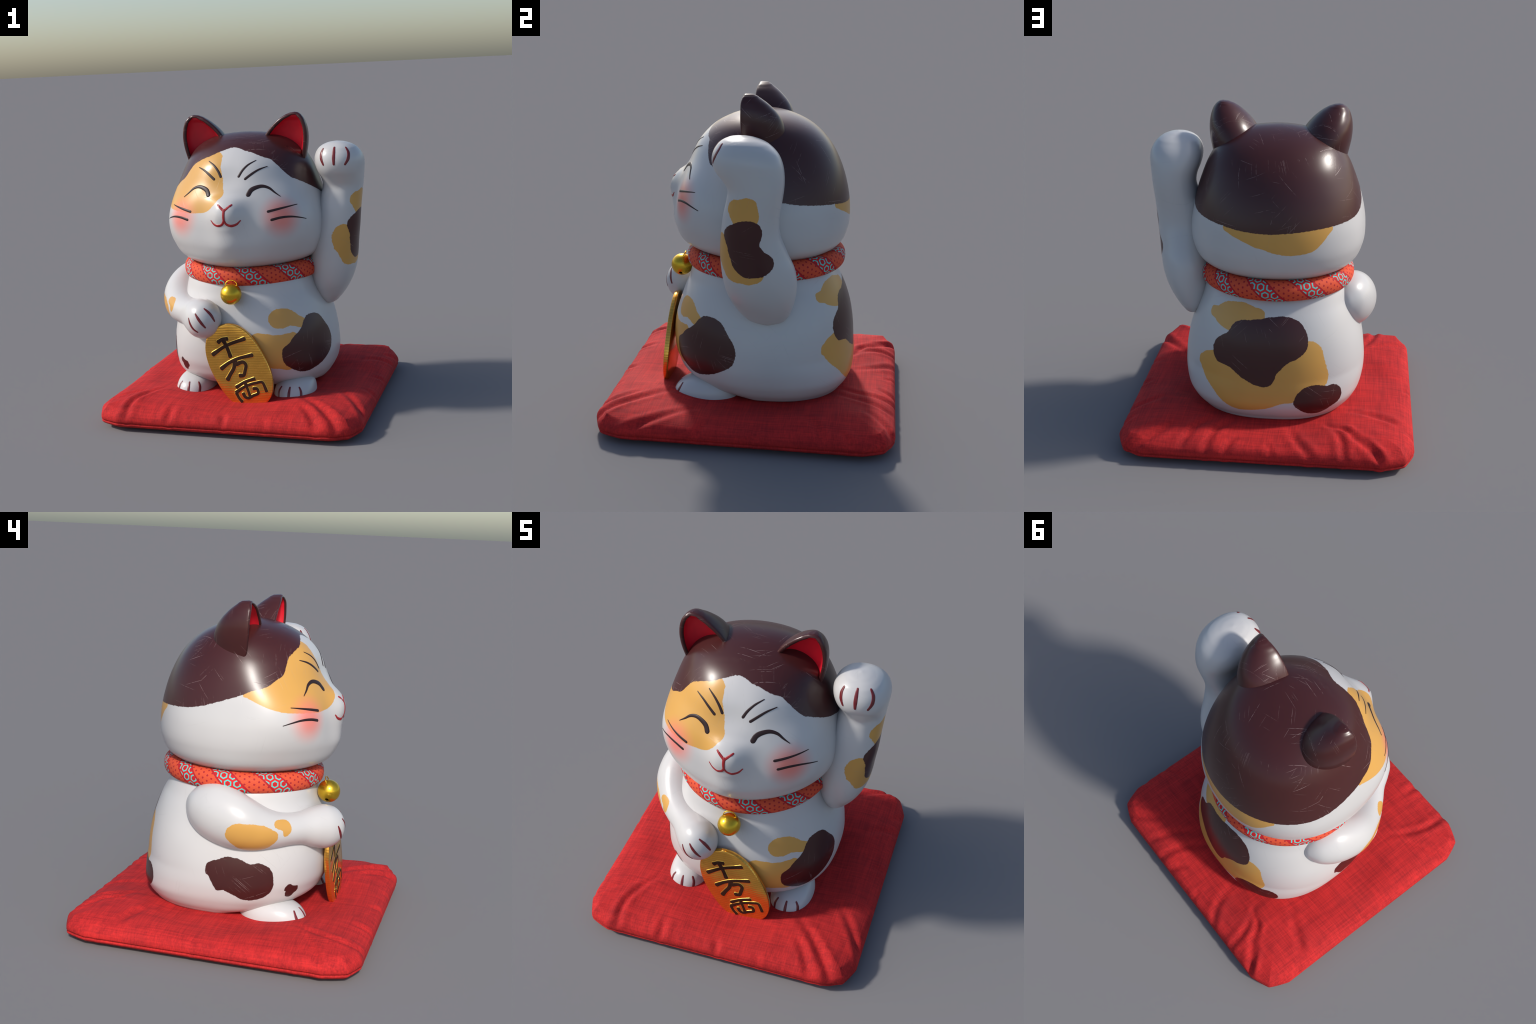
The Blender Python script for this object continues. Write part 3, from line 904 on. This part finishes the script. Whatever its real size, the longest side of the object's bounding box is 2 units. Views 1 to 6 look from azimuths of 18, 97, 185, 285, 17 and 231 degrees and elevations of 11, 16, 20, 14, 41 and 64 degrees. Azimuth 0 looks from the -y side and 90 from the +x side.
for s in (1, -1):
    stroke("eye", mirror(EYE, s), [0.034, 0.033, 0.028, 0.023, 0.018, 0.012, 0.005], head_bvh, head, MAT_LINE, 0.0032)
    for b in BROWS:
        stroke("eyebrow", mirror(b, s), [0.019, 0.017, 0.013, 0.006], head_bvh, head, MAT_LINE)
    for b in WHISKERS:
        stroke("whisker", mirror(b, s), [0.018, 0.016, 0.011, 0.005], head_bvh, head, MAT_LINE)
    stroke("mouth", mirror([(0.000, -0.57, 1.352), (0.014, -0.567, 1.328), (0.049, -0.566, 1.316), (0.080, -0.557, 1.325), (0.103, -0.549, 1.346)], s),
           [0.015, 0.018, 0.019, 0.016, 0.009], head_bvh, head, MAT_MOUTH)
    stroke("nose", mirror([(0.046, -0.544, 1.447), (0.023, -0.556, 1.428), (0.000, -0.561, 1.408)], s), [0.013, 0.017, 0.019], head_bvh, head, MAT_MOUTH)
stroke("nose", [(0, -0.56, 1.412), (-0.001, -0.57, 1.38), (0, -0.57, 1.350)], [0.020, 0.018, 0.017], head_bvh, head, MAT_MOUTH, 0.0027)

CLAWS_RAISED = ([(0.565, -0.155, 1.760), (0.556, -0.169, 1.735), (0.558, -0.183, 1.700), (0.572, -0.191, 1.661)],
                [(0.644, -0.165, 1.770), (0.645, -0.200, 1.715), (0.646, -0.207, 1.663)],
                [(0.717, -0.143, 1.768), (0.735, -0.158, 1.738), (0.736, -0.177, 1.697), (0.718, -0.191, 1.661)])
for c in CLAWS_RAISED:
    stroke("claw_line", c, [0.015, 0.023, 0.024, 0.016], raised_bvh, raised_paw, MAT_CLAW)
CLAWS_LOWERED = ([(-0.261, -0.634, 0.713), (-0.248, -0.643, 0.678), (-0.226, -0.645, 0.645), (-0.200, -0.641, 0.626)],
                 [(-0.207, -0.645, 0.747), (-0.177, -0.654, 0.705), (-0.145, -0.642, 0.658)],
                 [(-0.153, -0.617, 0.777), (-0.119, -0.615, 0.744), (-0.095, -0.602, 0.693)])
for c in CLAWS_LOWERED:
    stroke("claw_line", c, [0.011, 0.020, 0.020, 0.013], lowered_bvh, lowered_paw, MAT_CLAW)
TOES = ([(0.294, -0.431, 0.208), (0.282, -0.445, 0.186), (0.281, -0.467, 0.140)],
        [(0.356, -0.445, 0.210), (0.355, -0.467, 0.187), (0.354, -0.481, 0.140)],
        [(0.416, -0.428, 0.207), (0.427, -0.438, 0.188), (0.428, -0.454, 0.140)])
for s in (1, -1):
    for c in TOES:
        stroke("claw_line", mirror(c, s), [0.013, 0.020, 0.019], foot_bvh[s], feet[s], MAT_CLAW)
# ------------------------------------------------------------------ cushion
FOLDS = [  # creases pulled in from the edge: depth, width, points (x, y) from the seam inwards
    (0.016, 0.020, [(-0.640, -0.900), (-0.650, -0.764), (-0.573, -0.542), (-0.494, -0.430)]),
    (0.018, 0.022, [(-0.342, -0.910), (-0.356, -0.760)]),
    (0.018, 0.020, [(0.035, -0.910), (0.005, -0.800)]),
    (0.014, 0.022, [(0.640, -0.910), (0.568, -0.777), (0.470, -0.640)]),
    (0.016, 0.026, [(0.760, -0.870), (0.573, -0.630), (0.400, -0.460)]),
    (0.014, 0.022, [(0.890, -0.640), (0.770, -0.445), (0.640, -0.280)]),
    (0.010, 0.018, [(-0.700, 0.900), (-0.563, 0.694)]),
    (0.014, 0.020, [(-0.480, 0.910), (-0.450, 0.741), (-0.340, 0.560)]),
    (0.014, 0.022, [(-0.290, 0.910), (-0.192, 0.784), (-0.132, 0.599)]),
    (0.009, 0.018, [(-0.500, 0.670), (-0.340, 0.600)]),
    (0.014, 0.018, [(0.240, 0.910), (0.158, 0.752)]),
    (0.014, 0.022, [(0.350, 0.910), (0.300, 0.735), (0.170, 0.520)]),
    (0.012, 0.022, [(0.480, 0.850), (0.384, 0.650), (0.285, 0.518)]),
    (0.018, 0.024, [(0.780, 0.890), (0.640, 0.800), (0.540, 0.690)]),
    (0.012, 0.018, [(0.890, 0.640), (0.800, 0.560)]),
    (0.016, 0.022, [(-0.700, 0.900), (-0.540, 0.740), (-0.394, 0.570)]),
    (0.012, 0.026, [(-0.760, 0.510), (-0.470, 0.394)]),
    (0.013, 0.018, [(-0.910, 0.640), (-0.830, 0.580)]),
    (0.013, 0.020, [(-0.910, -0.700), (-0.740, -0.600), (-0.600, -0.520)]),
    (0.010, 0.018, [(-0.910, -0.560), (-0.800, -0.500)]),
    (0.010, 0.016, [(0.320, -0.910), (0.270, -0.830)]),
    (0.011, 0.016, [(-0.050, 0.910), (-0.020, 0.800)]),
    (0.012, 0.020, [(0.910, 0.100), (0.800, 0.080)]),
    (0.010, 0.020, [(0.910, -0.250), (0.790, -0.200)]),
    (0.010, 0.020, [(-0.910, 0.050), (-0.820, 0.030)]),
    (0.010, 0.022, [(0.910, 0.480), (0.760, 0.420), (0.650, 0.330)])]


def build_cushion():
    H, R = 0.894, 0.185
    # rounded-square contour, counted densely and evenly
    pts = []
    for k in range(4):
        a0 = k*math.pi/2
        cx, cy = [(1, 1), (-1, 1), (-1, -1), (1, -1)][k]
        c = np.array([cx*(H - R), cy*(H - R)])
        for q in np.linspace(0, math.pi/2, 26):
            arc = np.array([math.cos(a0 + q), math.sin(a0 + q)])
            q0 = math.floor(min(q, math.pi/2 - 1e-6)/(math.pi/4))*math.pi/4     # the corner is cut in two flats
            m = (q - q0)/(math.pi/4)
            flat = (1 - m)*np.array([math.cos(a0 + q0), math.sin(a0 + q0)]) + m*np.array([math.cos(a0 + q0 + math.pi/4), math.sin(a0 + q0 + math.pi/4)])
            pts.append(c + R*(0.2*arc + 0.8*flat))
        nx = pts[-1]
        nxt_c = np.array([[(-1, 1), (-1, -1), (1, -1), (1, 1)][k]][0])*(H - R)
        nxt = nxt_c + R*np.array([math.cos(a0 + math.pi/2), math.sin(a0 + math.pi/2)])
        for t in np.linspace(0, 1, 72)[1:-1]:
            pts.append(nx*(1 - t) + nxt*t)
    contour = np.array(pts)
    n = len(contour)
    nrm = np.roll(contour, -1, 0) - np.roll(contour, 1, 0)
    nrm = np.stack([nrm[:, 1], -nrm[:, 0]], 1)
    nrm /= np.linalg.norm(nrm, axis=1)[:, None]
    # side and rim profile: inset from the contour, height
    side = [(0.40, 0.004), (0.20, 0.002), (0.13, 0.0), (0.095, 0.003), (0.062, 0.010), (0.034, 0.020), (0.014, 0.032), (0.004, 0.042), (0.002, 0.0495),
            (0.017, 0.0535), (0.004, 0.0580), (0.000, 0.066), (0.000, 0.080), (0.004, 0.096), (0.014, 0.111), (0.030, 0.123)]
    rows_, folds_on = [], []
    for inset, z in side:
        rows_.append(np.c_[contour - nrm*inset, np.full(n, z)])
        folds_on.append(max(0.0, (z - 0.055)/0.05) if z > 0.055 else (0.25 if z > 0.02 else 0))
    inner = contour - nrm*0.030
    for k in np.r_[np.linspace(0.985, 0.40, 74), np.linspace(0.36, 0.02, 12)]:
        p = inner*k
        edge = H - 0.030 - np.maximum(abs(p[:, 0]), abs(p[:, 1]))
        corner = np.hypot(p[:, 0], p[:, 1])
        z = 0.123 + 0.046*(1 - np.exp(-edge/0.080))                      # plump border
        ang = np.arctan2(p[:, 1], p[:, 0])
        q = np.clip((0.86 - corner/(1 + 0.13*np.cos(4*ang)))/0.34, 0, 1)         # the hollow reaches further along the sides
        z = z - 0.026*q*q*(3 - 2*q)              # pressed down under the cat
        z = z + 0.010*np.exp(-((abs(p[:, 0]) - 0.62)**2 + (abs(p[:, 1]) - 0.62)**2)/0.19**2)   # stuffed corners
        rows_.append(np.c_[p, z])
        folds_on.append(1.0)
    v = np.concatenate(rows_)
    amount = np.repeat(np.minimum(folds_on, 1.0), n)
    dz = np.zeros(len(v))
    push = np.zeros((len(v), 2))
    for depth, width, line in FOLDS:
        q = path3d([(*a, 0) for a in line], 24)[:, :2]
        d2 = ((v[:, None, :2] - q[None])**2).sum(2)
        j = d2.argmin(1)
        tan = np.gradient(q, axis=0)
        tan /= np.linalg.norm(tan, axis=1)[:, None]
        rel = v[:, :2] - q[j]
        across = rel[:, 0]*tan[j][:, 1] - rel[:, 1]*tan[j][:, 0]
        along = np.sqrt(np.maximum(d2.min(1) - across**2, 0))
        s = j/(len(q) - 1)
        fade = (1 - s**1.5)*np.exp(-(along/(width*1.2))**2)*amount
        width = width*1.05
        x = across/width
        dz += 1.05*depth*fade*(-np.exp(-(x*1.15)**2) + 0.48*np.exp(-((np.abs(x) - 1.9)/0.95)**2))
    # soft lumps of the filling
    for i, p in enumerate(v):
        lump = noise.noise(Vector((p[0]*3.1, p[1]*3.1, 0.4))) * 0.009 + noise.noise(Vector((p[0]*7.0, p[1]*7.0, 2.4))) * 0.005
        dz[i] += lump*amount[i]*min(1, max(0.2, (1.0 - max(abs(p[0]), abs(p[1])))*3))
    v[:, 2] += dz
    v[:, 2] = np.maximum(v[:, 2], 0.0)
    f = loft_faces(len(rows_), n)
    f.append(tuple(range(n - 1, -1, -1)))
    f.append(tuple(range((len(rows_) - 1)*n, len(rows_)*n)))
    ob = mesh_object("cushion", v, f, None, MAT_CUSHION)
    ob["label"] = "square red woven cloth cushion with creased edges and seam"
    ob["category"] = "cushion"
    return ob


cushion = build_cushion()
